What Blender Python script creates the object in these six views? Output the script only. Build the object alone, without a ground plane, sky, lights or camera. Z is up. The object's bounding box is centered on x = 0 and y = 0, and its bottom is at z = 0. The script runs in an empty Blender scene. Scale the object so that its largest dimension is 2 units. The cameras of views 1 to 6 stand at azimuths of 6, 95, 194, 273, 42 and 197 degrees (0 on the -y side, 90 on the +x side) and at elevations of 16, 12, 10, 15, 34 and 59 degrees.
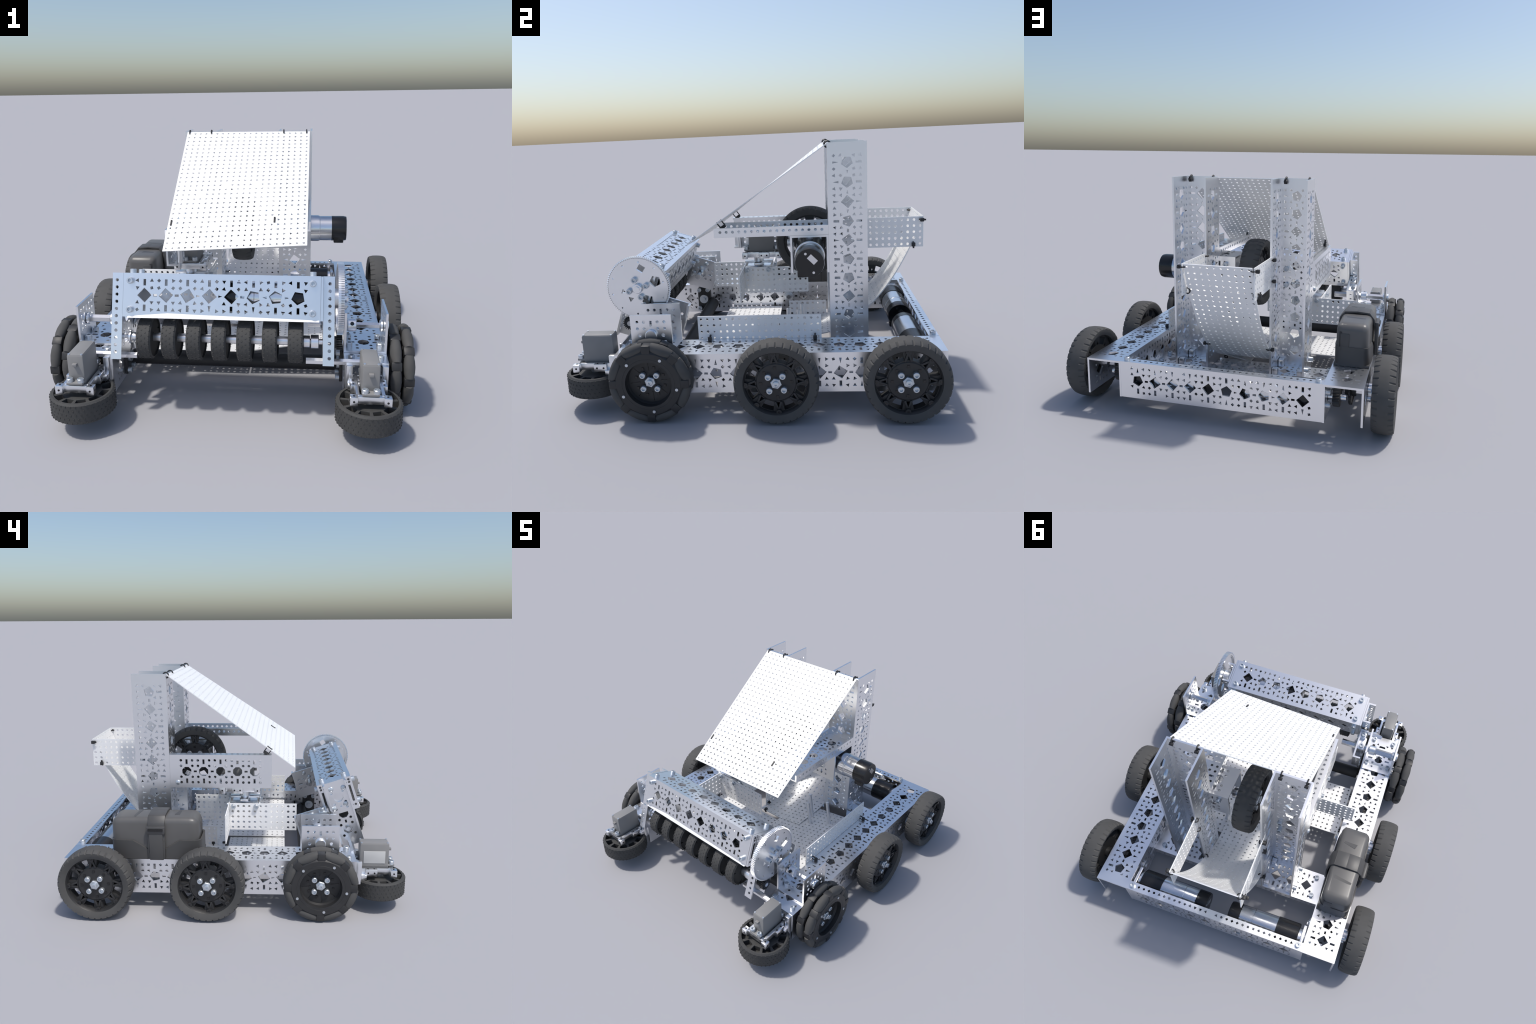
import bpy, bmesh, math, random
from mathutils import Vector, Matrix
from mathutils.geometry import delaunay_2d_cdt

K = 0.00442            # metres in the scene per real millimetre
U = 48 * K             # channel width
TH = 2.5 * K           # channel sheet thickness
V = Vector
X, Y, Z = V((1, 0, 0)), V((0, 1, 0)), V((0, 0, 1))
rng = random.Random(7)

# ------------------------------------------------------------------ materials
def material(name, col, metal=0.0, rough=0.5, var=0.06, scale=9.0, bump=0.0, bscale=160.0, spec=0.5, coat=0.0):
    m = bpy.data.materials.new(name)
    m.use_nodes = True
    nt = m.node_tree
    b = nt.nodes['Principled BSDF']
    tc = nt.nodes.new('ShaderNodeTexCoord')
    n = nt.nodes.new('ShaderNodeTexNoise')
    n.inputs['Scale'].default_value = scale
    n.inputs['Detail'].default_value = 5
    nt.links.new(tc.outputs['Object'], n.inputs['Vector'])
    r = nt.nodes.new('ShaderNodeValToRGB')
    r.color_ramp.elements[0].position = 0.3
    r.color_ramp.elements[1].position = 0.7
    r.color_ramp.elements[0].color = tuple(c * (1 - var) for c in col) + (1,)
    r.color_ramp.elements[1].color = tuple(min(1, c * (1 + var)) for c in col) + (1,)
    nt.links.new(n.outputs['Fac'], r.inputs['Fac'])
    nt.links.new(r.outputs['Color'], b.inputs['Base Color'])
    b.inputs['Metallic'].default_value = metal
    b.inputs['Roughness'].default_value = rough
    b.inputs['Specular IOR Level'].default_value = spec
    b.inputs['Coat Weight'].default_value = coat
    if bump:
        n2 = nt.nodes.new('ShaderNodeTexNoise')
        n2.inputs['Scale'].default_value = bscale
        nt.links.new(tc.outputs['Object'], n2.inputs['Vector'])
        bp = nt.nodes.new('ShaderNodeBump')
        bp.inputs['Strength'].default_value = bump
        bp.inputs['Distance'].default_value = 0.002
        nt.links.new(n2.outputs['Fac'], bp.inputs['Height'])
        nt.links.new(bp.outputs['Normal'], b.inputs['Normal'])
    return m

ALU = material('brushed_aluminium', (0.89, 0.90, 0.92), 1.0, 0.30, 0.015, 4)
SHEET = material('bare_sheet_aluminium', (0.92, 0.92, 0.915), 0.15, 0.36, 0.01, 4)
STEEL = material('zinc_steel', (0.62, 0.66, 0.70), 0.8, 0.36, 0.04, 20)
POLISHED = material('polished_steel', (0.74, 0.75, 0.77), 1.0, 0.2, 0.03, 8)
RUBBER = material('tyre_rubber', (0.080, 0.079, 0.077), 0, 0.75, 0.08, 14, 0.15, 220, 0.3)
GRIP = material('gripper_rubber', (0.058, 0.058, 0.057), 0, 0.7, 0.06, 14, 0.1, 220, 0.3)
PLASTIC = material('black_nylon', (0.026, 0.026, 0.027), 0, 0.5, 0.1, 14)
GLOSS = material('glossy_black_plastic', (0.012, 0.012, 0.013), 0, 0.25, 0.1, 10)
GREY = material('servo_grey_plastic', (0.235, 0.233, 0.230), 0, 0.5, 0.04, 12)
BATT = material('battery_shrink_wrap', (0.105, 0.103, 0.101), 0, 0.38, 0.06, 8)
STRAP = material('battery_holder_nylon', (0.070, 0.069, 0.069), 0, 0.45, 0.06, 8)
LABEL = material('printed_label_dark', (0.060, 0.060, 0.062), 0, 0.4, 0.05, 8)
LABELW = material('blank_label_light', (0.52, 0.52, 0.51), 0, 0.5, 0.03, 8)
TUBE = material('black_rubber_tube', (0.014, 0.014, 0.015), 0, 0.6, 0.1, 10)

# ------------------------------------------------------------------ scene tree
ROOT = bpy.data.objects.new('wheeled_robot', None)
bpy.context.scene.collection.objects.link(ROOT)
ROOT['label'] = 'six-wheeled robot of perforated silver aluminium channels with black wheels'
ROOT['category'] = 'robot'

class MB:
    """Collects geometry for one mesh."""
    def __init__(s):
        s.v, s.f, s.m = [], [], []

    def add(s, vs, fs, mi=0):
        o = len(s.v)
        s.v += [tuple(v) for v in vs]
        s.f += [tuple(i + o for i in f) for f in fs]
        s.m += [mi] * len(fs)

    # flat (or mapped) sheet with real holes; outline must be convex
    def sheet(s, outline, holes, w0, w1, fn, mi=0, grid=0):
        co, ed, own = [], [], []
        for k, loop in enumerate([outline] + holes):
            b = len(co)
            n = len(loop)
            co += [V((p[0], p[1])) for p in loop]
            own += [k] * n
            ed += [(b + i, b + (i + 1) % n) for i in range(n)]
        res = delaunay_2d_cdt(co, ed, [], 0, 1e-7)
        ov, oe, of, orig = res[0], res[1], res[2], res[3]
        ow = [(own[o[0]] if o else -1) for o in orig]
        tris = []
        for f in of:
            k = {ow[i] for i in f}
            if len(k) == 1 and next(iter(k)) > 0:
                continue
            tris.append(f)
        n = len(ov)
        vs = [fn(p[0], p[1], w1) for p in ov] + [fn(p[0], p[1], w0) for p in ov]
        fs = []
        for f in tris:
            a, b_, c = [ov[i] for i in f[:3]]
            ccw = (b_ - a).cross(c - a) > 0 if hasattr((b_ - a), 'cross') else True
            f = list(f) if ccw else list(reversed(f))
            fs.append(tuple(f))
            fs.append(tuple(i + n for i in reversed(f)))
        cnt = {}
        for f in fs[::2]:
            for i in range(len(f)):
                e = (f[i], f[(i + 1) % len(f)])
                cnt[e] = 1
        for (a, b_) in list(cnt):
            if (b_, a) not in cnt:
                fs.append((b_, a, a + n, b_ + n))
        s.add(vs, fs, mi)

    def box(s, c, size, ax=(X, Y, Z), mi=0, ch=0.0):
        c = V(c)
        if ch <= 0:
            vs = [c + ax[0] * (size[0] / 2 * i) + ax[1] * (size[1] / 2 * j) + ax[2] * (size[2] / 2 * k)
                  for i in (-1, 1) for j in (-1, 1) for k in (-1, 1)]
            s.add(vs, [(0, 1, 3, 2), (4, 6, 7, 5), (0, 4, 5, 1), (2, 3, 7, 6), (0, 2, 6, 4), (1, 5, 7, 3)], mi)
            return
        bm = bmesh.new()
        bmesh.ops.create_cube(bm, size=1)
        for v in bm.verts:
            v.co = V((v.co[0] * size[0], v.co[1] * size[1], v.co[2] * size[2]))
        bmesh.ops.bevel(bm, geom=list(bm.edges), offset=ch, segments=2, profile=0.5, affect='EDGES')
        vs = [c + ax[0] * v.co[0] + ax[1] * v.co[1] + ax[2] * v.co[2] for v in bm.verts]
        bm.verts.index_update()
        s.add(vs, [[v.index for v in f.verts] for f in bm.faces], mi)
        bm.free()

    # surface of revolution: prof = [(radius, height)], about axis a from origin o
    def lathe(s, o, a, prof, n=24, mi=0, rf=None, closed=False, phase=0.0):
        o, a = V(o), V(a).normalized()
        p = a.orthogonal().normalized()
        if abs(a.x) > .99:
            p = V((0, 0, 1))
        q = a.cross(p)
        vs, fs = [], []
        m = len(prof)
        for i, (r, h) in enumerate(prof):
            for k in range(n):
                t = 2 * math.pi * (k + phase) / n
                rr = r + (rf(i, k) if rf else 0)
                vs.append(o + a * h + (p * math.cos(t) + q * math.sin(t)) * rr)
        for i in range(m if closed else m - 1):
            j = (i + 1) % m
            for k in range(n):
                l = (k + 1) % n
                fs.append((i * n + k, i * n + l, j * n + l, j * n + k))
        if not closed:
            if prof[0][0] > 1e-6:
                fs.append(tuple(reversed(range(n))))
            if prof[-1][0] > 1e-6:
                fs.append(tuple(range((m - 1) * n, m * n)))
        s.add(vs, fs, mi)

    def cyl(s, p0, p1, r, n=20, mi=0, ch=0.0):
        p0, p1 = V(p0), V(p1)
        L = (p1 - p0).length
        pr = [(r, 0), (r, L)] if ch <= 0 else [(r - ch, 0), (r, ch), (r, L - ch), (r - ch, L)]
        s.lathe(p0, p1 - p0, pr, n, mi)

    # tube along a path
    def tube(s, pts, r, n=8, closed=False, mi=0):
        pts = [V(p) for p in pts]
        N = len(pts)
        vs, fs = [], []
        for i, p in enumerate(pts):
            t = (pts[(i + 1) % N] - pts[i - 1]) if closed else (pts[min(i + 1, N - 1)] - pts[max(i - 1, 0)])
            t.normalize()
            ref = X if abs(t.x) < .9 else Y
            a = t.cross(ref).normalized()
            b = t.cross(a)
            for k in range(n):
                th = 2 * math.pi * k / n
                vs.append(p + (a * math.cos(th) + b * math.sin(th)) * r)
        for i in range(N if closed else N - 1):
            j = (i + 1) % N
            for k in range(n):
                l = (k + 1) % n
                fs.append((i * n + k, i * n + l, j * n + l, j * n + k))
        s.add(vs, fs, mi)

    def mesh(s, name, mats, angle=32):
        me = bpy.data.meshes.new(name)
        me.from_pydata(s.v, [], s.f)
        if not isinstance(mats, (list, tuple)):
            mats = [mats]
        for m in mats:
            me.materials.append(m)
        me.polygons.foreach_set('material_index', s.m)
        bm = bmesh.new()
        bm.from_mesh(me)
        bmesh.ops.recalc_face_normals(bm, faces=bm.faces)
        bm.to_mesh(me)
        bm.free()
        me.polygons.foreach_set('use_smooth', [True] * len(me.polygons))
        me.set_sharp_from_angle(angle=math.radians(angle))
        me.update()
        return me

def link(name, me, parent=None, M=None):
    o = bpy.data.objects.new(name, me)
    bpy.context.scene.collection.objects.link(o)
    o.parent = parent or ROOT
    if M is not None:
        o.matrix_basis = M
    return o

def part(name, mb, mats, parent=None, centre=True, angle=32):
    """Mesh part whose origin sits at the middle of its bounds (parents have theirs at their own)."""
    lo = V([min(v[i] for v in mb.v) for i in range(3)])
    hi = V([max(v[i] for v in mb.v) for i in range(3)])
    c = (lo + hi) / 2 if centre else V((0, 0, 0))
    mb.v = [tuple(V(v) - c) for v in mb.v]
    o = link(name, mb.mesh(name, mats, angle), parent)
    off = V((0, 0, 0))
    if parent is not None and parent is not ROOT:
        off = WORLD[parent]
    o.location = c - off
    WORLD[o] = c
    return o
WORLD = {ROOT: V((0, 0, 0))}

def frame(o, a, w, d):
    """sheet coordinates (u,v,w) -> world"""
    o, a, w, d = V(o), V(a), V(w), V(d)
    return lambda u, v, t: o + a * u + w * v + d * t

# ------------------------------------------------------------------ hole patterns
def poly(cx, cy, r, n, rot=0.0):
    return [(cx + r * math.cos(rot + 2 * math.pi * i / n), cy + r * math.sin(rot + 2 * math.pi * i / n)) for i in range(n)]

def rect(cx, cy, w, h):
    return [(cx - w / 2, cy - h / 2), (cx + w / 2, cy - h / 2), (cx + w / 2, cy + h / 2), (cx - w / 2, cy + h / 2)]

def small_hole(cx, cy, wear, r=2.0 * K):
    if wear:
        if rng.random() < wear * .08:
            return None
        n = 3 if rng.random() < wear * .85 else 4
        return poly(cx, cy, r * (1.3 if n == 3 else 1.1), n, rng.choice((0, .5, 1.57, 2.1, 3.14, 4.7)) + rng.uniform(-.2, .2))
    return poly(cx, cy, r, 7, rng.uniform(0, 1))

def slot_hole(cx, cy, w, h, wear):
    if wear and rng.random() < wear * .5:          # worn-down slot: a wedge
        if h > w:
            s = rng.choice((-1, 1))
            return [(cx - w * .5, cy - s * h / 2), (cx + w * .5, cy - s * h / 2), (cx, cy + s * h / 2)]
        s = rng.choice((-1, 1))
        return [(cx - s * w / 2, cy - h * .5), (cx + s * w / 2, cy), (cx - s * w / 2, cy + h * .5)]
    return rect(cx, cy, w, h)

def web_pattern(L, wear=0.0, wide=48, row=True):
    """Standard channel pattern: 14 mm bores every 24 mm, 4 mm holes on an 8 mm grid, slots."""
    n = int(round(L / 24)) - 1
    H = []
    c = wide / 2 * K
    for i in range(1, n + 1):
        u = 24 * i * K
        nb = rng.choice((4, 4, 5, 5)) if wear else 8
        rot = math.pi / 8 if not wear else (rng.choice((0, math.pi / 2, math.pi)) + rng.uniform(-.2, .2))
        H.append(poly(u, c, (8.1 if nb == 4 else 7.5 if wear else 7) * K, nb, rot))
        for du in (-8, 8):
            for dv in ((-16, -8, 8, 16) if wide >= 48 else (-8, 8)):
                h = small_hole(u + du * K, c + dv * K, wear)
                if h:
                    H.append(h)
        if wide >= 48:
            for dv in (-14, 14):
                H.append(slot_hole(u, c + dv * K, 3 * K, 7 * K, wear))
        if i < n:
            H.append(slot_hole(u + 12 * K, c, 4.4 * K, 2.6 * K, wear))
    return H

def row_pattern(L, v, wear=0.0, pitch=8, first=8):
    n = int(round((L - 2 * first) / pitch)) + 1
    return [h for h in (small_hole((first + pitch * i) * K, v, wear, 2 * K) for i in range(n)) if h]

def rectangle(a, b):
    return [(0, 0), (a, 0), (a, b), (0, b)]

def channel(name, L, o, a, w, d, depth=48, wear=0.0, wide=48, flange_holes=True, mat=ALU, parent=None, fwear=None, skip=()):
    """U channel: web starts at corner o, runs L mm along a and `wide` mm along w; flanges go along d."""
    mb = MB()
    o, a, w, d = V(o), V(a), V(w), V(d)
    l, W, D = L * K, wide * K, depth * K
    fw = wear if fwear is None else fwear
    mb.sheet(rectangle(l, W), web_pattern(L, wear, wide), 0, TH, frame(o, a, w, d))
    for k in (0, 1):
        if k in skip:
            continue
        oo = o + d * TH + (w * (W - TH) if k else V((0, 0, 0)))
        if depth >= 48:
            H = web_pattern(L, fw)
            H = [[(u, v - TH) for u, v in h] for h in H]
        else:
            H = row_pattern(L, D / 2 + .5 * K - TH + .4 * K, fw)
        mb.sheet(rectangle(l, D - TH), H if flange_holes else [], 0, TH, frame(oo, a, d, w))
    return part(name, mb, mat, parent)

def plate(name, nu, nv, fn, sides=6, th=1.4 * K, r=2.0 * K, mat=SHEET, wear=0.0, parent=None, angle=32, edge=0.0):
    """Perforated sheet, nu x nv holes on an 8 mm grid, mapped by fn(u,v,t) with u,v in metres."""
    p = 8 * K
    H = []
    for i in range(nu):
        for j in range(nv):
            if wear and rng.random() < wear * .03:
                continue
            n = sides if isinstance(sides, int) else rng.choice(sides)
            rot = rng.choice((0.0, 2.1, 4.2, 1.05)) + rng.uniform(-.25, .25)
            H.append(poly((i + .5) * p, (j + .5) * p, r * rng.uniform(.85, 1.05), n, rot))
    mb = MB()
    a, b = nu * p, nv * p
    out = [(a * i / nu, 0) for i in range(nu)] + [(a, b * i / nv) for i in range(nv)] + [(a - a * i / nu, b) for i in range(nu)] + [(0, b - b * i / nv) for i in range(nv)]
    mb.sheet(out, H, 0, th, fn)
    return part(name, mb, mat, parent, angle=angle)

# ------------------------------------------------------------------ shared small parts
def screw_mesh():
    m = MB()
    r = 3.6 * K
    m.lathe((0, 0, 0), Z, [(r, 0), (r, 4.0 * K), (r - .6 * K, 4.6 * K), (2.0 * K, 4.6 * K), (1.9 * K, 2.6 * K), (.0001, 2.6 * K)], 16)
    return m.mesh('screw', STEEL)
def button_mesh():
    m = MB()
    r = 3.6 * K
    m.lathe((0, 0, 0), Z, [(r, 0), (r, .8 * K), (r * .85, 1.7 * K), (r * .5, 2.3 * K), (.0001, 2.5 * K)], 14)
    return m.mesh('rivet', STEEL)
def nut_mesh(r=6.4 * K, h=3.6 * K):
    m = MB()
    m.lathe((0, 0, 0), Z, [(r, 0), (r, h * .85), (r * .88, h)], 6)
    m.lathe((0, 0, 0), Z, [(3.6 * K, 0), (3.6 * K, h * 1.6), (2.6 * K, h * 1.75), (1.4 * K, h * 1.75), (1.3 * K, h * 1.4), (.0001, h * 1.4)], 12)
    return m.mesh('nut', STEEL)
SCREW, BUTTON, NUT = screw_mesh(), button_mesh(), nut_mesh()

def orient(p, n):
    return Matrix.Translation(V(p)) @ V(n).to_track_quat('Z', 'Y').to_matrix().to_4x4()

def screw(p, n, parent=None, me=None, name='screw'):
    off = WORLD.get(parent, V((0, 0, 0))) if parent else V((0, 0, 0))
    return link(name, me or SCREW, parent, orient(V(p) - off, n))

def ziptie(p, loop_axis, head_dir, r=.026, name='zip_tie', squash=1.0):
    """Loop about loop_axis with its locking head on the head_dir side."""
    m = MB()
    p = V(p)
    a = V(loop_axis).normalized()
    h = V(head_dir).normalized()
    q = a.cross(h)
    N = 14
    pts = [p + h * (r * math.cos(2 * math.pi * i / N)) + q * (r * squash * math.sin(2 * math.pi * i / N)) for i in range(N)]
    m.tube(pts, .0042, 6, True)
    m.box(p + h * (r + .006), (.020, .022, .018), (a, q, h), ch=.003)
    m.box(p + h * (r + .007) + q * .014, (.009, .016, .006), (a, q, h))
    return part(name, m, PLASTIC)

# ------------------------------------------------------------------ drive base
ZC = .2122                      # axle height
XO = .795                       # outer face of side channels
XI = XO - U
YR = 1.0                        # rear end
for s in (-1, 1):
    L = 384
    channel('side_channel', L, (s * XI, YR - L * K, ZC + U / 2), Y, X * s, -Z, 48, wear=1.0)
channel('rear_channel', 264, (-132 * K, YR - .001, ZC - U / 2 + .001), X, Z, -Y, 12, wear=.8, fwear=.35)
TY0, TY1 = .434, .434 + U       # towers in y
TZ1 = 1.345
TXO = .407                      # outer face of towers and arms
TZ0 = TZ1 - 264 * K
channel('cross_channel', 264, (-132 * K, TY0, TZ0), X, Y, -Z, 12, wear=.55)

# towers: web forward, flanges rearward
for s in (-1, 1):
    x0 = s * (TXO - U)
    t = channel('tower_channel', 264, (x0, TY0, TZ0 + .0005), Z, X * s, Y, 48, wear=.9)
    for zx in (.07, .13):
        for q in (.04, U - .04):
            pass
    # corner mounting blocks on the cross channel
    m = MB()
    for dx in (.03, U - .03):
        for dy in (.03, U - .03):
            m.box((x0 + s * dx, TY0 + dy, TZ0 + .024), (.034, .034, .046), ch=.003)
    part('mounting_block', m, ALU)
    for z in (.245, .222):
        screw((s * TXO, .60 if z < .23 else .47, z), X * s)
    for y in (.472, .60):
        screw((s * .53, y, TZ0), Z)
    for z in (.80, .70):
        screw((x0 + s * .05, TY0 + TH, z), Y)

# screws on the chassis
for s in (-1, 1):
    screw((s * .555, .972, ZC + U / 2), Z)
    for y in (-.655,):
        for dx in (.035, U - .035):
            screw((s * (XI + dx), y, ZC + U / 2), Z)

# ------------------------------------------------------------------ wheels
def tyre_mesh(R, hw, ri, notches=34):
    m = MB()
    seg = notches * 6
    prof = [(ri, -hw * .8), (R - .03, -hw * .96), (R - .012, -hw), (R - .005, -hw * .82), (R - .001, -hw * .45), (R, 0),
            (R - .001, hw * .45), (R - .005, hw * .82), (R - .012, hw), (R - .03, hw * .96), (ri, hw * .8)]
    def rf(i, k):
        if i in (2, 3) and k % 6 in (0,):
            return -.007
        if i in (7, 8) and k % 6 in (3,):
            return -.007
        return 0
    m.lathe((0, 0, 0), X, prof, seg, rf=rf, closed=True)
    return m.mesh('tyre', RUBBER, 25)

def wedge(r0, r1, a0, a1, n=4, inset=0.0):
    pts = [(r1 * math.cos(a0 + (a1 - a0) * i / n), r1 * math.sin(a0 + (a1 - a0) * i / n)) for i in range(n + 1)]
    pts += [(r0 * math.cos(a1 - (a1 - a0) * i / n * 1.0), r0 * math.sin(a1 - (a1 - a0) * i / n)) for i in range(0, n + 1, n)]
    return pts

def rim_mesh(R, hw):
    """Nylon hub: spoked disc, bolt bosses, recessed centre; +x is the outer side."""
    m = MB()
    fn = lambda u, v, t: V((t, u, v))
    ro = R * .775
    H = []
    for i in range(8):
        a = math.pi / 4 * i + math.pi / 8
        H.append(wedge(R * .50, R * .715, a - .205, a + .205, 4))
        b = math.pi / 4 * i
        H.append([(R * .62 * math.cos(b), R * .62 * math.sin(b)), (R * .50 * math.cos(b + .075), R * .50 * math.sin(b + .075)), (R * .50 * math.cos(b - .075), R * .50 * math.sin(b - .075))])
    m.sheet(poly(0, 0, ro, 48), H, -hw * .45, hw * .34, fn)
    m.lathe((0, 0, 0), X, [(ro - .010, hw * .33), (ro - .006, hw * .66), (ro + .004, hw * .84), (ro + .006, hw * .5), (ro + .004, hw * .05)], 48, closed=True)
    m.lathe((0, 0, 0), X, [(R * .49, hw * .30), (R * .45, hw * .40), (R * .14, hw * .42), (.001, hw * .42)], 32)
    for i in range(8):
        a = math.pi / 4 * i
        c = V((0, math.sin(a) * R * .72, math.cos(a) * R * .72))
        m.cyl(c + X * hw * .0, c + X * hw * .62, .014, 10)
        for q in (-.16, .16):                  # split spokes
            d = V((0, math.sin(a + q) * R * .48, math.cos(a + q) * R * .48))
            e = (c * .97 - d)
            L = e.length
            e.normalize()
            m.box((d + c * .97) / 2 + X * hw * .36, (hw * .22, .011, L), (X, e.cross(X), e), ch=.002)
        m.cyl(c + X * hw * .60, c + X * hw * .63, .006, 8, mi=1)
    for i in range(8):
        a = math.pi / 4 * i
        c = V((hw * .40, math.sin(a) * R * .36, math.cos(a) * R * .36))
        m.box(c, (.006, .014, .014), mi=1)
    m.cyl((-hw * .9, 0, 0), (hw * .3, 0, 0), .035, 16)
    return m.mesh('wheel', [PLASTIC, GLOSS])

WR, WHW = .2122, .059
TYRE, RIM = tyre_mesh(WR, WHW, WR * .77), rim_mesh(WR, WHW)

def bolts4(parent, hw, r=.036):
    for a in (-1, 1):
        for b in (-1, 1):
            link('screw', SCREW, parent, orient((hw, a * r, b * r), X))
    link('nut', NUT, parent, orient((hw, 0, 0), X))

def drive_wheel(name, c, s):
    rot = Matrix.Rotation(0 if s > 0 else math.pi, 4, 'Z')
    w = link(name, RIM, None, Matrix.Translation(V(c)) @ rot @ Matrix.Rotation(rng.choice((0, .06, -.05)), 4, 'X'))
    link('tyre', TYRE, w)
    bolts4(w, WHW * .42)
    return w

YW = (-.4875, .1497, .787)
for s in (-1, 1):
    for y in YW[1:]:
        drive_wheel('wheel', (s * .889, y, ZC), s)

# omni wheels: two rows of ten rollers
OX = .031                       # half the distance between the two roller rows
def omni_mesh():
    m = MB()
    R = WR
    for x0, ph in ((-OX, 0), (OX, .5)):
        m.lathe((x0, 0, 0), X, [(.118, -.026), (R - .050, -.027), (R - .036, -.016), (R - .036, .016), (R - .050, .027), (.118, .026)], 48, closed=True)
        for i in range(8):                       # forks between the rollers
            a = 2 * math.pi * (i + ph + .5) / 8
            rad = V((0, math.sin(a), math.cos(a)))
            tan = V((0, math.cos(a), -math.sin(a)))
            m.box(V((x0, 0, 0)) + rad * (R - .033), (.052, .044, .048), (X, tan, rad), ch=.005)
    m.lathe((0, 0, 0), X, [(.14, -.05), (.14, .050), (.134, .058), (.126, .045), (.112, .014), (.03, .010), (.001, .010), ], 36)
    for i in range(8):
        a = math.pi / 4 * i + .3
        m.box((.0135, math.sin(a) * .075, math.cos(a) * .075), (.006, .012, .012), mi=1)
        m.box((.012, math.sin(a + .39) * .08, math.cos(a + .39) * .08), (.005, .003, .05), (X, V((0, math.cos(a + .39), -math.sin(a + .39))), V((0, math.sin(a + .39), math.cos(a + .39)))), mi=1)
    for i in range(5):
        a = 2 * math.pi * i / 5 + .5
        c = V((0, math.sin(a) * .145, math.cos(a) * .145))
        m.cyl(c + X * .052, c + X * .062, .008, 8, mi=2)
    return m.mesh('omni_wheel', [PLASTIC, GLOSS, STEEL])
def roller_mesh():
    m = MB()
    hl = .058
    m.lathe((0, 0, 0), Z, [(.012, -hl), (.0205, -hl), (.0222, -hl * .9), (.0268, -hl * .5), (.0290, 0), (.0268, hl * .5), (.0222, hl * .9), (.0205, hl), (.012, hl)], 16)
    return m.mesh('roller', RUBBER)
OMNI, ROLLER = omni_mesh(), roller_mesh()
for s in (-1, 1):
    rot = Matrix.Rotation(0 if s > 0 else math.pi, 4, 'Z')
    w = link('omni_wheel', OMNI, None, Matrix.Translation((s * .868, YW[0], ZC)) @ rot)
    for x0, ph in ((-OX, 0), (OX, .5)):
        for i in range(8):
            a = 2 * math.pi * (i + ph) / 8
            rad = V((0, math.sin(a), math.cos(a)))
            tan = V((0, math.cos(a), -math.sin(a)))
            link('roller', ROLLER, w, orient(V((x0, 0, 0)) + rad * (WR - .0295), tan))
    bolts4(w, .014)

# axles, bearings, chain sprockets inside the side channels
for s in (-1, 1):
    for y in YW:
        m = MB()
        m.cyl((s * (XI - .02), y, ZC), (s * (XO + .03), y, ZC), .016, 6)
        part('axle', m, POLISHED)
        m = MB()
        m.cyl((s * (XO + .002), y, ZC), (s * (XO + .034), y, ZC), .036, 20, ch=.003)
        for a in range(4):
            t = math.pi / 4 + a * math.pi / 2
            m.cyl((s * (XO + .002), y + .036 * math.cos(t), ZC + .036 * math.sin(t)), (s * (XO + .02), y + .036 * math.cos(t), ZC + .036 * math.sin(t)), .016, 12)
        part('hub', m, ALU)
        m = MB()
        xs = s * (XI + .12)
        m.lathe((xs - .008, y, ZC), X, [(.07, 0), (.078, .004), (.078, .012), (.07, .016)], 32, rf=lambda i, k: -.008 if k % 2 else 0)
        m.cyl((xs - s * .03, y, ZC), (xs + s * .03, y, ZC), .03, 16)
        part('sprocket', m, PLASTIC)
        m = MB()
        m.lathe((s * (XI - .001), y, ZC), X * -s, [(.034, 0), (.034, .008), (.026, .012), (.018, .012)], 20)
        part('bearing', m, STEEL)
for s in (-1, 1):
    m = MB()
    m.box((s * (XI - .008), YW[0] + .002, ZC - .005), (.016, .095, .172), ch=.004)
    m.cyl((s * (XI - .012), YW[0], ZC), (s * (XI - .03), YW[0], ZC), .032, 18, mi=1)
    m.cyl((s * (XI - .012), YW[0], ZC), (s * (XI - .042), YW[0], ZC), .014, 6, mi=1)
    part('pillow_block', m, [PLASTIC, STEEL])
    for dy in (-.032, .032):
        for dz in (-.07, .07):
            screw((s * (XI - .016), YW[0] + dy, ZC + dz), -X * s)
    # chain runs
    m = MB()
    for dz in (-.077, .077):
        for k in range(48):
            y = YW[0] + .01 + k * (YW[2] - YW[0] - .02) / 47
            m.box((s * (XI + .12), y, ZC + dz), (.02, .022, .014))
    c = part('drive_chain', m, PLASTIC)
    c['kind'] = 'stuff'

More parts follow.
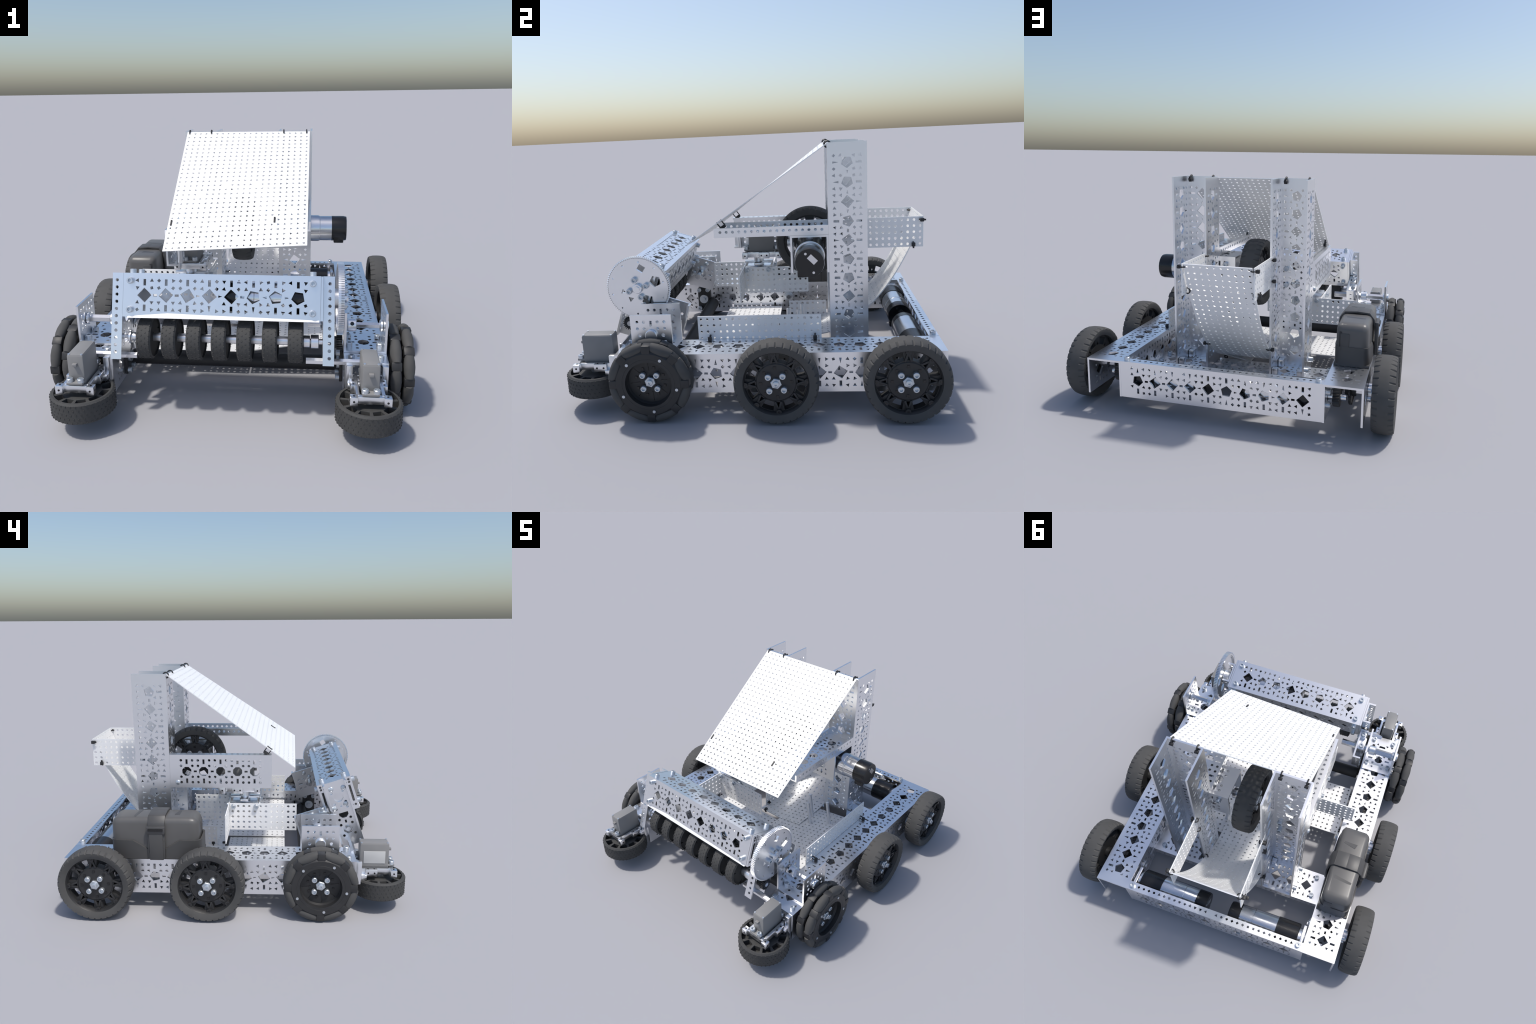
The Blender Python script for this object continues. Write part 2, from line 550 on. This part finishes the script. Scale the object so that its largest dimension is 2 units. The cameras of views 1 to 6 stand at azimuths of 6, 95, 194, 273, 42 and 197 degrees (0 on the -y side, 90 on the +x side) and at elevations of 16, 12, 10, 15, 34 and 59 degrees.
# ------------------------------------------------------------------ motors
def motor(p, d, xs, r=(.083, .080, .080, .078)):
    """p start on axis, d direction, xs lengths: gearbox, can, second can, encoder cap."""
    p, d = V(p), V(d)
    a, b, c, e = xs
    m = MB()
    t = 0
    m.lathe(p, d, [(r[0] - .004, 0), (r[0], .004), (r[0], a), (r[0] - .006, a)], 32, mi=0)
    body = part('motor', m, GLOSS if len(xs) == 4 and MOTOR_BLACK else POLISHED)
    m = MB()
    m.lathe(p + d * a, d, [(r[1], 0), (r[1], b - .003), (r[1] - .003, b)], 32)
    m.lathe(p + d * (a + b), d, [(r[1] - .002, 0), (r[1] - .002, c)], 32)
    part('motor_can', m, POLISHED, body)
    m = MB()
    m.lathe(p + d * (a + b + c), d, [(r[3], -.004), (r[3], e * .80), (r[3] - .004, e)], 22)
    q = d.cross(Z)
    m.box(p + d * (a + b + c + e * .45) + (q * .04 - Z * .056), (e * .7, .05, .05), (d, q, Z), ch=.006)
    m.box(p + d * (a + b + c + e * 1.0) + (q * -.015 + Z * .02), (.006, .03, .05), (d, (q - Z).normalized(), (q + Z).normalized()), mi=1)
    for k in (-1, 1):
        m.cyl(p + d * (a + b + c + e - .003) + q * (.02 * k) + Z * (.05 * k), p + d * (a + b + c + e + .003) + q * (.02 * k) + Z * (.05 * k), .007, 8, mi=1)
    part('motor_cap', m, [GLOSS, POLISHED], body)
    return body
MOTOR_BLACK = True
for s in (-1, 1):
    motor((s * .535, .8935, ZC), -X * s, (.145, .155, .085, .075))
    m = MB()
    m.cyl((s * .58, .8935, ZC), (s * .535, .8935, ZC), .06, 20)
    m.box((s * .565, .8935, ZC), (.022, .13, .15), ch=.004)
    part('motor_mount', m, ALU)
    m = MB()
    xs = s * (XI + .06)
    m.lathe((xs - .02, .8935, ZC), X, [(.044, 0), (.052, .003), (.052, .037), (.044, .04)], 40, rf=lambda i, k: -.007 if k % 2 else 0)
    m.cyl((s * XI, .8935, ZC), (xs + s * .05, .8935, ZC), .018, 12, mi=1)
    part('pinion', m, [PLASTIC, POLISHED])
    for k in range(4):
        t = math.pi / 4 + k * math.pi / 2
        screw((s * (XI + TH), .8935 + .052 * math.cos(t), ZC + .052 * math.sin(t)), X * s)

# ------------------------------------------------------------------ ramp, arms and chute
p8 = 8 * K
RAMP = [V((-.390, .435, 1.338)), V((.392, .437, 1.338)), V((-.387, -.348, .763)), V((.391, -.362, .810))]
NU, NV = 22, 27
def ramp_fn(u, v, t):
    a, b = u / (NU * p8), v / (NV * p8)
    p = (RAMP[0] * (1 - a) + RAMP[1] * a) * (1 - b) + (RAMP[2] * (1 - a) + RAMP[3] * a) * b
    return p + V((0, -.57, .82)) * t
plate('ramp_plate', NU, NV, ramp_fn, sides=3, r=2.1 * K, wear=.3, th=1.0 * K)

# left arm: web outward; right arm: web flat, flanges up
YA0, YA1 = TY0 - 144 * K, TY0
channel('arm_channel', 144, (-TXO, YA0 - .0005, .848), Y, -Z, X, 12)
channel('arm_channel', 144, (TXO - U, YA0 - .0005, .849), Y, X, Z, 12)
screw((-TXO, .385, .67), -X, me=BUTTON, name='rivet')
# flywheel housing and its motor
channel('motor_bracket', 72, (TXO, TY1 - 2 * U - .0005, .848), -X, Y, -Z, 48)
MOTOR_BLACK = False
motor((.22, .328, .742), X, (.236, .01, .076, .088), r=(.083, .080, .080, .079))
m = MB()
m.box((.205, .328, .742), (.02, .14, .16), ch=.004)
part('motor_mount', m, ALU)
for y in (.26, .395):
    for z in (.80, .685):
        screw((.28, y, z), Y if y > .3 else -Y) if False else None
w = drive_wheel('flywheel', (-.024, .328, .742), -1)
m = MB()
m.cyl((.21, .328, .742), (-.07, .328, .742), .016, 6)
m.cyl((.10, .328, .742), (.04, .328, .742), .034, 20, ch=.003)
part('axle', m, POLISHED)
for y in (.27, .39):
    for x in (.15, .33):
        screw((x, TY0, .80 if x < .2 else .69), Y) if y > .3 else screw((x, TY0 - U, .80), -Y)

# chute
CH = [(.985, .902), (.963, .845), (.940, .785), (.912, .722), (.873, .645), (.826, .562), (.775, .487), (.721, .418), (.666, .362),
      (.605, .308), (.535, .258), (.465, .218), (.39, .187), (.30, .166), (.21, .156), (.12, .152)]
cl = [0]
for i in range(1, len(CH)):
    cl.append(cl[-1] + math.hypot(CH[i][0] - CH[i - 1][0], CH[i][1] - CH[i - 1][1]))
def chute_pt(v):
    v = min(max(v, 0), cl[-1] - 1e-6)
    i = max(j for j in range(len(cl)) if cl[j] <= v)
    i = min(i, len(CH) - 2)
    f = (v - cl[i]) / (cl[i + 1] - cl[i])
    # smooth cubic through neighbours
    P = [V((CH[max(0, min(len(CH) - 1, i + k))])) for k in (-1, 0, 1, 2)]
    q = 0.5 * ((2 * P[1]) + (P[2] - P[0]) * f + (2 * P[0] - 5 * P[1] + 4 * P[2] - P[3]) * f * f + (-P[0] + 3 * P[1] - 3 * P[2] + P[3]) * f ** 3)
    tg = (P[2] - P[1]).normalized()
    return q, V((-tg[1], tg[0])) * -1
NC = int(cl[-1] / p8)
CW = .387
def chute_fn(u, v, t):
    q, n = chute_pt(v * cl[-1] / (NC * p8))
    x = -CW / 2 + u * CW / (10 * p8)
    lift = max(0, x) * .2 * min(1, max(0, (.45 - q[0]) / .25))     # rides up on the sloping floor
    return V((x, q[0] + n[0] * t, q[1] + n[1] * t + lift))
plate('chute_plate', 10, NC, chute_fn, sides=(3, 4, 3), r=1.9 * K, angle=60)
for s in (-1, 1):
    plate('chute_side_plate', 11, 5, frame((s * .2005, .593, .726), Y, Z, X * s), sides=6)
    for p_, a_, h_ in (((s * .200, .972, .885), Z, X * s), ((s * .198, .925, .742), Y, X * s)):
        ziptie(p_, a_, h_, .016)
    ziptie((s * .200, .640, .885), Z, X * s, .014)
    ziptie((s * .200, .640, .760), Z, X * s, .014)
    ziptie((s * .192, .640, .345), Z, X * s, .016)
# lower chute wall
plate('chute_side_plate', 7, 4, frame((-.190, .172, .155), Y, Z, X), sides=6)

# ties holding the ramp
for x in (-.375, -.235, .228, .372):
    ziptie((x, .440, 1.335), X, V((0, .8, -.45)), .017)
for a, b in ((.022, .795), (.768, .80)):
    p_ = ramp_fn(a * NU * p8, b * NV * p8, .006)
    dn = (ramp_fn(a * NU * p8, (b + .02) * NV * p8, .006) - p_).normalized()
    m = MB()
    m.box(p_, (.010, .034, .006), (X, dn, X.cross(dn)), ch=.0015)
    for e in (-.016, .016):
        m.box(p_ + dn * e - X.cross(dn) * -.018 * (1 if X.cross(dn).z < 0 else -1), (.009, .005, .045), (X, dn, X.cross(dn)))
    m.box(p_ - V((0, -.57, .82)) * .040, (.020, .034, .018), (X, dn, X.cross(dn)), ch=.003)
    part('zip_tie', m, PLASTIC)

# ------------------------------------------------------------------ floor and guard
FZ = .138
SLOPE = .165
plate('floor_plate', 16, 11, frame((-.565, -.290, FZ), X, Y, Z), sides=(3, 3, 4), r=2.0 * K)
sx = V((1, 0, SLOPE)).normalized()
plate('floor_plate', 16, 19, frame((.004, -.290, FZ + .013), sx, Y, V((-sx.z, 0, sx.x))), sides=(3, 3, 4), r=2.0 * K)
plate('guard_plate', 19, 4, frame((.574, -.292, .308), Y, Z, X), sides=(4, 5, 3), mat=SHEET)
for p_ in ((.590, -.225, .330), (.590, .345, .330)):
    ziptie(p_, Y, X, .014)
for y in (-.25, .055):
    ziptie((-.573, y, .122), Y, X, .018)
    ziptie((.573, y, .122), Y, -X, .018)
for p_ in ((-.15, .13, .145), (.16, .14, .145), (.18, .36, .16), (-.185, .2, .16)):
    ziptie(p_, X if p_[1] < .15 else Y, Z, .010)
for x, y, z in ((.175, .268, .384), (.220, .186, .373), (.346, .252, .402)):
    m = MB()
    m.cyl((x + .15 * (z - .18), y, FZ + .013 + SLOPE * x), (x, y, z), .012, 12, ch=.002)
    part('post', m, ALU)

# crossbar tube
m = MB()
m.cyl((-XI + .012, -.421, .176), (XI - .012, -.421, .176), .041, 28, ch=.006)
part('crossbar', m, TUBE)

# ------------------------------------------------------------------ indexer: four paddles round a servo
PZ, PH = .353, .002
paddles = [((-.395, -.362), (0, 1)), ((-.212, .064), (-1, 0)), ((-.208, .305), (0, -1)), ((-.390, -.124), (1, 0))]
for (x, y), (dx, dy) in paddles:
    a = V((dx, dy, 0))
    plate('paddle', 12, 5, frame((x, y, PZ), a, Z, a.cross(Z)), sides=6)
for x, y, n in ((-.395, .040, -X), (-.395, -.105, -X), (-.208, .04, X), (-.208, -.105, X), (-.23, .064, Y), (-.365, .064, Y), (-.365, -.124, -Y), (-.23, -.124, -Y)):
    screw((x, y, .512), n)
m = MB()
for x in (-.372, -.231):
    for y in (-.10, .04):
        m.box((x, y, .512), (.035, .035, .036), ch=.003)
m.box((-.3015, -.03, .522), (.16, .16, .012), ch=.003)
m.cyl((-.3015, -.03, .53), (-.3015, -.03, .60), .035, 20)
m.box((-.3015, -.03, .552), (.19, .05, .014), ch=.003)
m.box((-.3015, -.03, .552), (.05, .19, .014), ch=.003)
part('paddle_hub', m, ALU)

def servo(c, fwd, up, label_side=None):
    """Standard servo: c centre of case bottom, fwd = long axis, up = away from output."""
    c, f, u = V(c), V(fwd), V(up)
    r = f.cross(u)
    m = MB()
    m.box(c + u * .082, (.168, .080, .160), (f, r, u), ch=.007)
    m.box(c + u * .150, (.162, .074, .030), (f, r, u), ch=.004)
    m.box(c + u * .030, (.236, .078, .012), (f, r, u), ch=.002)
    m.box(c + f * .090 + u * .118, (.022, .022, .014), (f, r, u), ch=.002)
    for i in (-1, 1):
        for j in (-1, 1):
            m.cyl(c + f * (.075 * i) + r * (.031 * j) + u * .160, c + f * (.075 * i) + r * (.031 * j) + u * .167, .006, 8, mi=1)
    o = part('servo', m, [GREY, STEEL])
    m = MB()
    # servo frame: side rails, corner blocks with tapped holes, horn
    def block(f0, r0, lf, lr, holes):
        for j in (-1, 1):
            b = c + r * (r0 * j) + f * f0
            m.box(b, (lf, lr, .042), (f, r, u), ch=.0025)
            for hf in holes:
                m.cyl(b + f * hf + u * .0205, b + f * hf + u * .0222, .0055, 8, mi=1)
                m.cyl(b + f * hf + r * (j * (lr / 2 - .0005)), b + f * hf + r * (j * (lr / 2 + .0012)), .0055, 8, mi=1)
            if f0 > .08:
                m.cyl(b + f * (lf / 2 - .0005), b + f * (lf / 2 + .0012), .0055, 8, mi=1)
    for j in (-1, 1):
        m.box(c + r * (.058 * j) + u * .002, (.19, .018, .036), (f, r, u), ch=.002)
    block(.108, .076, .036, .036, (0,))
    block(-.020, .072, .070, .028, (-.018, .018))
    block(-.115, .075, .038, .034, (0,))
    m.box(c + f * .098, (.026, .118, .036), (f, r, u), ch=.003)
    m.box(c - f * .105, (.026, .118, .036), (f, r, u), ch=.003)
    m.cyl(c - u * .03, c + u * .01, .036, 20)
    part('servo_bracket', m, [ALU, GLOSS], o)
    for j in (-1, 1):
        screw(c + f * .102 + r * (.026 * j) + u * .034, u, o)
        screw(c - f * .102 + r * (.026 * j) + u * .034, u, o)
    return o
servo((-.29, -.005, .61), -Y, Z)
m = MB()
m.box((-.36, -.02, .640), (.075, .2, .012))
m.cyl((-.34, -.16, .645), (-.34, -.16, .72), .016, 12)
part('servo_bracket', m, ALU)

# ------------------------------------------------------------------ front corners: brackets, pivots, side rollers
def gecko_mesh(R, w, name='gripper_wheel', bumps=28, rows=3, spokes=8, mid=.28):
    m = MB()
    fn = lambda u, v, t: V((t, u, v))
    H = [poly(0, 0, R * .12, 10)]
    for i in range(spokes):
        a = 2 * math.pi * i / spokes
        g = math.pi / spokes
        H.append(wedge(R * .60, R * .87, a - g * .80, a + g * .72, 3))
        if i % 2 and spokes < 10:
            H.append(wedge(R * .34, R * .60, a + g * .1 - g * 1.3, a + g * .1 + g * 1.3, 3))
    m.sheet(poly(0, 0, R - .006, 48), H, -w / 2 + .008, w / 2 - .008, fn)
    m.sheet(poly(0, 0, R * .9, 40), [poly(0, 0, R * .1, 8)], -w * mid, w * mid, fn)
    m.lathe((0, 0, 0), X, [(R * .86, -w / 2), (R - .012, -w / 2), (R - .004, -w / 2 + .008), (R - .003, 0), (R - .004, w / 2 - .008), (R - .012, w / 2), (R * .86, w / 2)], 56, closed=True)
    for j in range(rows):
        x = -w / 2 + w * (j + .5) / rows
        for i in range(bumps):
            a = 2 * math.pi * (i + .5 * (j % 2)) / bumps
            rad = V((0, math.sin(a), math.cos(a)))
            tan = V((0, math.cos(a), -math.sin(a)))
            m.box(V((x, 0, 0)) + rad * (R - .0045), (.0065, .0065, .006), (X, tan, rad))
    return m.mesh(name, [GRIP])

for s in (-1, 1):
    # U bracket on top of each side channel
    m = MB()
    o = V((s * XI, -.594, ZC + U / 2 + .001))
    f = frame(o, Y, X * s, Z)
    base = [poly(.106, .106, 7 * K, 8)] + [poly(.106 + dx * K, .106 + dy * K, 2 * K, 6) for dx in (-16, -8, 8, 16) for dy in (-8, 8)] + [rect(.106, .106 + d * 14 * K, 3 * K, 7 * K) for d in (-1, 1)] \
        + [poly(.106 + dx * K, .106 + dy * K, 2 * K, 6) for dx in (-8, 8) for dy in (-16, 16)]
    m.sheet(rectangle(U, U), base, 0, TH, f)
    wall = [poly(.106, .106 - TH, 7 * K, 8)] + [poly(.106 + dx * K, .106 - TH + dy * K, 2 * K, 6) for dx in (-16, -8, 8, 16) for dy in (8, 16)] \
        + [poly(.106 + dx * K, .106 - TH, 2.4 * K, 6) for dx in (-14, 14)] + [poly(.106 + dx * K, .106 - TH + dy * K, 2 * K, 6) for dx in (-16, -8, 8, 16) for dy in (-8,)] \
        + [rect(.106, .106 - TH + 14 * K, 3 * K, 7 * K)]
    for k in (0, 1):
        oo = o + Z * TH + (X * s * (U - TH) if k else V((0, 0, 0)))
        m.sheet(rectangle(U, U - TH), wall, 0, TH, frame(oo, Y, Z, X * s))
    part('pivot_bracket', m, ALU)
    for dx in (.03, U - .03):
        for y in (-.535, -.435):
            screw((s * (XI + dx), y, ZC + U / 2 + TH + .001), Z)
    # pivot shaft with collar and end nuts
    PY, PZ_ = -.4875, .4255
    m = MB()
    m.cyl((s * .40, PY, PZ_), (s * (XO + .012), PY, PZ_), .0155 if s > 0 else .021, 6)
    part('pivot_shaft', m, POLISHED)
    m = MB()
    m.cyl((s * (XI + .02), PY, PZ_), (s * (XI + .066), PY, PZ_), .034, 20, ch=.004)
    m.cyl((s * (XI + .043), PY - .02, PZ_ + .016), (s * (XI + .043), PY - .037, PZ_ + .022), .010, 10, mi=1)
    m.cyl((s * (XO + .001), PY, PZ_), (s * (XO + .016), PY, PZ_), .031, 18, ch=.003)
    m.cyl((s * (XO - TH - .001), PY, PZ_), (s * (XO - TH - .016), PY, PZ_), .031, 18, ch=.003)
    part('shaft_collar', m, [ALU, GLOSS])
    # side roller with servo
    cx, cy = s * .691, -.841
    servo((cx, cy + .035, .240), -Y, Z)
    GW = gecko_mesh(.158, .108, bumps=40, rows=5, spokes=11, mid=.10)
    link('side_roller', GW, None, Matrix.Translation((cx, cy, .147)) @ Matrix.Rotation(math.pi / 2, 4, 'Y'))
    m = MB()
    m.cyl((cx, cy, .19), (cx, cy, .235), .03, 16)
    m.box((cx, -.735, .215), (.19, .05, .03), ch=.003)
    for j in (-1, 1):
        m.box((cx + j * .085, -.712, .245), (.03, .034, .14), ch=.003)
    part('roller_mount', m, ALU)
    if s < 0:
        m = MB()
        m.box((cx - .0415, cy + .035, .320), (.004, .125, .075), ch=.0015)
        part('servo_label', m, LABELW)

# ------------------------------------------------------------------ intake: tilted channel on two arms
TIL = math.radians(18.3)
DN = V((0, -math.sin(TIL), -math.cos(TIL)))      # down the arms
BK = V((0, math.cos(TIL), -math.sin(TIL)))       # rearwards
IC = V((0, -.6105, .6145))                        # axis of the channel / big gear
XA, XB = -.4935, -.4935 + 216 * K
# channel: web on top, flanges front and back
o = IC - DN * (U / 2) - BK * (U / 2) + X * XA
channel('intake_channel', 216, o, X, BK, DN, 48, wear=.8)
m = MB()
band_pts = [(-.468, .0), (-.40, -.007), (-.27, -.019), (-.10, -.014), (.20, -.008), (.455, -.002)]  # pale band along lower front edge, tilted upward so it renders brighter
vs, fs = [], []
for x, h in band_pts:
    b = IC - BK * (U / 2) + DN * (U / 2) + X * x
    vs += [b + DN * (h - .002) - BK * .0012, b + DN * .004 - BK * .006, b + DN * .005 - BK * .0012]
for i in range(len(band_pts) - 1):
    for k in range(3):
        l = (k + 1) % 3
        fs.append((i * 3 + k, i * 3 + l, i * 3 + 3 + l, i * 3 + 3 + k))
m.add(vs, fs + [(0, 1, 2), tuple(len(vs) - 3 + q for q in (2, 1, 0))])
part('pale_edge_band', m, SHEET)
HOLE3 = IC + DN * (2 * 24 * K)                    # roller shaft
for s, xe in ((-1, XA), (1, XB)):
    # square end plate with slots
    m = MB()
    o = IC - DN * (U / 2 - .001) - BK * (U / 2 - .001) + X * (xe + (.0 if s < 0 else -0.0))
    S = U - .002
    H = [rect(S * .10, S * .5, .014, S * .5), rect(S * .90, S * .5, .014, S * .5)] + [poly(S * a, S * b, .008, 6) for a in (.08, .18, .82, .92) for b in (.08, .16, .86)]
    m.sheet(rectangle(S, S), H, 0, TH, frame(o + X * (s * .001), BK, DN, X * s))
    part('end_plate', m, ALU)
    # arm: 32 mm wide low channel, flanges outward
    xw = xe + s * (TH + .0025)
    ao = IC - DN * (24 * K) - BK * (16 * K) + X * xw
    channel('intake_arm', 96, ao, DN, BK, X * s, 12, wide=32)
    for a, b in ((-.052, -.044), (-.062, .03), (.05, -.03), (.062, .045)):
        screw(IC + DN * a + BK * b + X * (xw + s * TH), X * s, me=BUTTON, name='rivet')
    # screws on the channel's end
    for q in (-.07, .07):
        screw(IC - BK * (U / 2) + DN * q + X * (xe - s * .037), -BK)
        screw(IC + BK * (U / 2) + DN * q + X * (xe - s * .037), BK)
        screw(IC - DN * (U / 2) + BK * q + X * (xe - s * .037), -DN)
    # rear pivot bracket: 48 mm low channel piece, tilted with the arms
    bo = IC + DN * (24 * K - .075) + BK * (.080) + X * (xw + s * .002)
    channel('intake_bracket', 48, bo, DN, BK, X * s, 12)
    m = MB()
    bc = IC + DN * .12 + BK * .17 + X * (xw + s * .036)
    m.box(bc, (.05, .09, .10), (X, BK, DN), ch=.004)
    m.box(IC + DN * .07 + BK * .115 + X * (xw + s * .03), (.04, .05, .05), (X, BK, DN), ch=.003)
    part('clamp_block', m, ALU)
    screw(IC + DN * .045 + BK * .115 + X * (xw + s * .03), -DN)
    screw(bc - DN * .05 + BK * .02, -DN)
    for a, b in ((.06, .13), (.06, .20), (.10, .17), (.15, .13)):
        screw(IC + DN * a + BK * b + X * xw, -X * s, me=BUTTON, name='rivet')
    # hex standoff
    so = V((0, -.695, .318))
    m = MB()
    m.cyl(so + X * (s * (.395 if s > 0 else .45)), so + X * (s * .665), .0165, 6)
    part('standoff', m, ALU)

# roller shaft with seven gripper wheels
m = MB()
m.cyl(HOLE3 + X * (XA - .03), HOLE3 + X * (XB + .11), .014, 20)
m.cyl(HOLE3 + X * (XA + .02), HOLE3 + X * (XB - .08), .0215, 20)
m.cyl(HOLE3 + X * (XB - .045), HOLE3 + X * (XB - .005), .034, 20, ch=.003)
m.cyl(HOLE3 + X * (XB - .08), HOLE3 + X * (XB - .047), .030, 20, ch=.003)
m.cyl(HOLE3 + X * (XA + .004), HOLE3 + X * (XA + .02), .034, 20, ch=.003)
part('roller_shaft', m, ALU)
GI = gecko_mesh(.109, .072, bumps=26, rows=4, spokes=8)
for i in range(7):
    x = -.3925 + i * (.3445 + .3925) / 6
    link('gripper_wheel', GI, None, Matrix.Translation(HOLE3 + X * x) @ Matrix.Rotation(i * .7, 4, 'X'))

# big gear and pinion
def gear(name, c, r, x0, x1, teeth, th, holes, mat, rim=0):
    m = MB()
    fn = lambda u, v, t: V((t, c.y + u, c.z + v))
    m.sheet(poly(0, 0, r - th, max(24, teeth)), holes, x0 + (x1 - x0) * (.45 if rim else 0), x1, fn)
    if rim:
        m.lathe((x0, c.y, c.z), X, [(r - th - rim, 0), (r - th, 0), (r - th, x1 - x0 - .0005), (r - th - rim, x1 - x0 - .0005)], teeth, closed=True)
    for i in range(teeth):
        a = 2 * math.pi * i / teeth
        rad = V((0, math.cos(a), math.sin(a)))
        tan = V((0, -math.sin(a), math.cos(a)))
        wb, wt = math.pi * r / teeth * .62, math.pi * r / teeth * .30
        cc = V((0, c.y, c.z))
        vs = []
        for x in (x0, x1):
            for rr, ww in ((r - th - .002, wb), (r, wt)):
                for sg in (-1, 1):
                    vs.append(cc + X * x + rad * rr + tan * (ww * sg))
        m.add(vs, [(0, 1, 3, 2), (4, 6, 7, 5), (0, 2, 6, 4), (1, 5, 7, 3), (2, 3, 7, 6)])
    return part(name, m, mat)
GR = .176
gh = [poly(0, 0, .028, 10)]
for a, rr, q, n in ((.35, .105, .034, 5), (-.95, .088, .034, 5), (1.35, .112, .026, 4), (-2.2, .075, .018, 3), (3.35, .085, .016, 3)):
    gh.append(poly(rr * math.cos(a), rr * math.sin(a), q, n, a + .4))
for i in range(10):
    a = 2 * math.pi * i / 10 + .85
    gh.append(poly(.146 * math.cos(a), .146 * math.sin(a), .0065, 4, a))
gear('gear', IC, GR, .541, .569, 96, .0072, gh, ALU, rim=.012)
gear('pinion', HOLE3, .037, .541, .568, 20, .008, [poly(0, 0, .015, 8)], PLASTIC)
m = MB()
m.cyl(HOLE3 + X * .512, HOLE3 + X * .541, .030, 20)
part('pinion_hub', m, PLASTIC)
m = MB()
m.cyl(IC + X * (XB + .045), IC + X * .553, .048, 24, ch=.003)
m.cyl(IC + X * .553, IC + X * .590, .027, 20, ch=.003)
m.cyl(IC + X * .55, IC + X * .596, .0155, 6)
m.cyl(IC + X * (XB - .02), IC + X * (XB + .05), .03, 16)
part('gear_hub', m, ALU)
for k in range(4):
    a = k * math.pi / 2 + .30
    screw(IC + X * .569 + V((0, math.cos(a), math.sin(a))) * .05, X)
MOTOR_BLACK = True
motor(IC + X * (XB - .012), -X, (.15, .158, .088, .095))

# ------------------------------------------------------------------ battery
def rounded(name, c, size, r, seg, mats, fn=None, parent=None):
    bm = bmesh.new()
    bmesh.ops.create_cube(bm, size=1)
    for v in bm.verts:
        v.co = V((v.co[0] * size[0], v.co[1] * size[1], v.co[2] * size[2]))
    bmesh.ops.subdivide_edges(bm, edges=[e for e in bm.edges if abs((e.verts[0].co - e.verts[1].co).y) > .1], cuts=8)
    ed = [e for e in bm.edges if e.calc_face_angle(0) > 1]
    bmesh.ops.bevel(bm, geom=ed, offset=r, segments=seg, profile=.5, affect='EDGES')
    m = MB()
    bm.verts.index_update()
    vs = []
    for v in bm.verts:
        p = v.co.copy()
        if fn:
            p = fn(p)
        vs.append(p + V(c))
    m.add(vs, [[v.index for v in f.verts] for f in bm.faces])
    bm.free()
    return part(name, m, mats, parent, angle=60)
BX, BY = -.690, .455
def batt_shape(p):
    q = abs(p.y) / .265
    e = max(0, q - .72) / .28
    p = p.copy()
    p.x *= 1 - .17 * e * e
    if p.z > 0:
        p.z *= 1 - .13 * e * e
        p.x *= 1 - .06 * (p.z / .13)
    # two rows of cells: shallow waist
    p.x *= 1 + .02 * math.cos(p.y / .265 * math.pi * 2)
    return p
bat = rounded('battery', (BX, .4625, .440), (.190, .505, .246), .034, 4, BATT, batt_shape)
# cradle: open rounded cup with a dip in the middle of its long sides
m = MB()
N = 64
def cup(t, off):
    a, b, e = .103 + off, .264 + off, 7.0
    c, s_ = math.cos(t), math.sin(t)
    return a * math.copysign(abs(c) ** (2 / e), c), b * math.copysign(abs(s_) ** (2 / e), s_)
vs, fs = [], []
z0 = ZC + U / 2 + .002
for i in range(N):
    t = 2 * math.pi * i / N
    for off, top in ((0, 0), (0, 1), (-.010, 1), (-.010, 0)):
        x, y = cup(t, off)
        dip = max(0, 1 - max(0, abs(y) - .060) / .07) if abs(x) > .09 else 0
        z = z0 + (.112 - .085 * min(1, dip) if top else 0)
        vs.append(V((BX + x, BY + y, z)))
for i in range(N):
    j = (i + 1) % N
    for k in range(4):
        l = (k + 1) % 4
        fs.append((i * 4 + k, j * 4 + k, j * 4 + l, i * 4 + l))
m.add(vs, fs)
m.box((BX, BY, z0 + .006), (.20, .52, .012))
part('battery_cradle', m, STRAP, bat, angle=50)
m = MB()
pts = [(-.112, .325), (-.110, .46), (-.098, .535), (-.070, .570), (0, .575), (.070, .570), (.098, .535), (.108, .46), (.108, .325)]
for (x0, za), (x1, zb) in zip(pts[:-1], pts[1:]):
    a = V((x1 - x0, 0, zb - za))
    L = a.length
    a.normalize()
    m.box((BX + (x0 + x1) / 2, BY - .005, (za + zb) / 2), (L + .004, .098, .012), (a, Y, a.cross(Y)), ch=.002)
m.box((BX - .116, BY - .005, .50), (.022, .108, .045), ch=.005)
m.box((BX - .118, BY - .005, .40), (.012, .080, .16), ch=.003)
m.box((BX - .130, BY - .005, .505), (.006, .085, .014), mi=1)
part('battery_strap', m, [STRAP, GLOSS], bat)
m = MB()
for sg in (-1, 1):
    m.box((BX + .022, BY + .0075 + sg * .2490, .462), (.100, .006, .115), ch=.0025)
    m.box((BX + .040, BY + .0075 + sg * .2530, .458), (.050, .006, .102), ch=.0025, mi=1)
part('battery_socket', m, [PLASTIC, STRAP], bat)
m = MB()
for pl in ([(-.05, -.20), (.03, -.22), (.055, -.12), (-.02, -.10)], [(-.06, .12), (.05, .10), (.05, .19), (-.04, .205)]):
    m.sheet([(a, b) for a, b in pl], [], 0, .0015, lambda u, v, t: V((BX + u, BY + v, .5640 - abs(u) * .03 - max(0, abs(v) - .15) * .10 + t)))
part('battery_label', m, LABEL, bat)
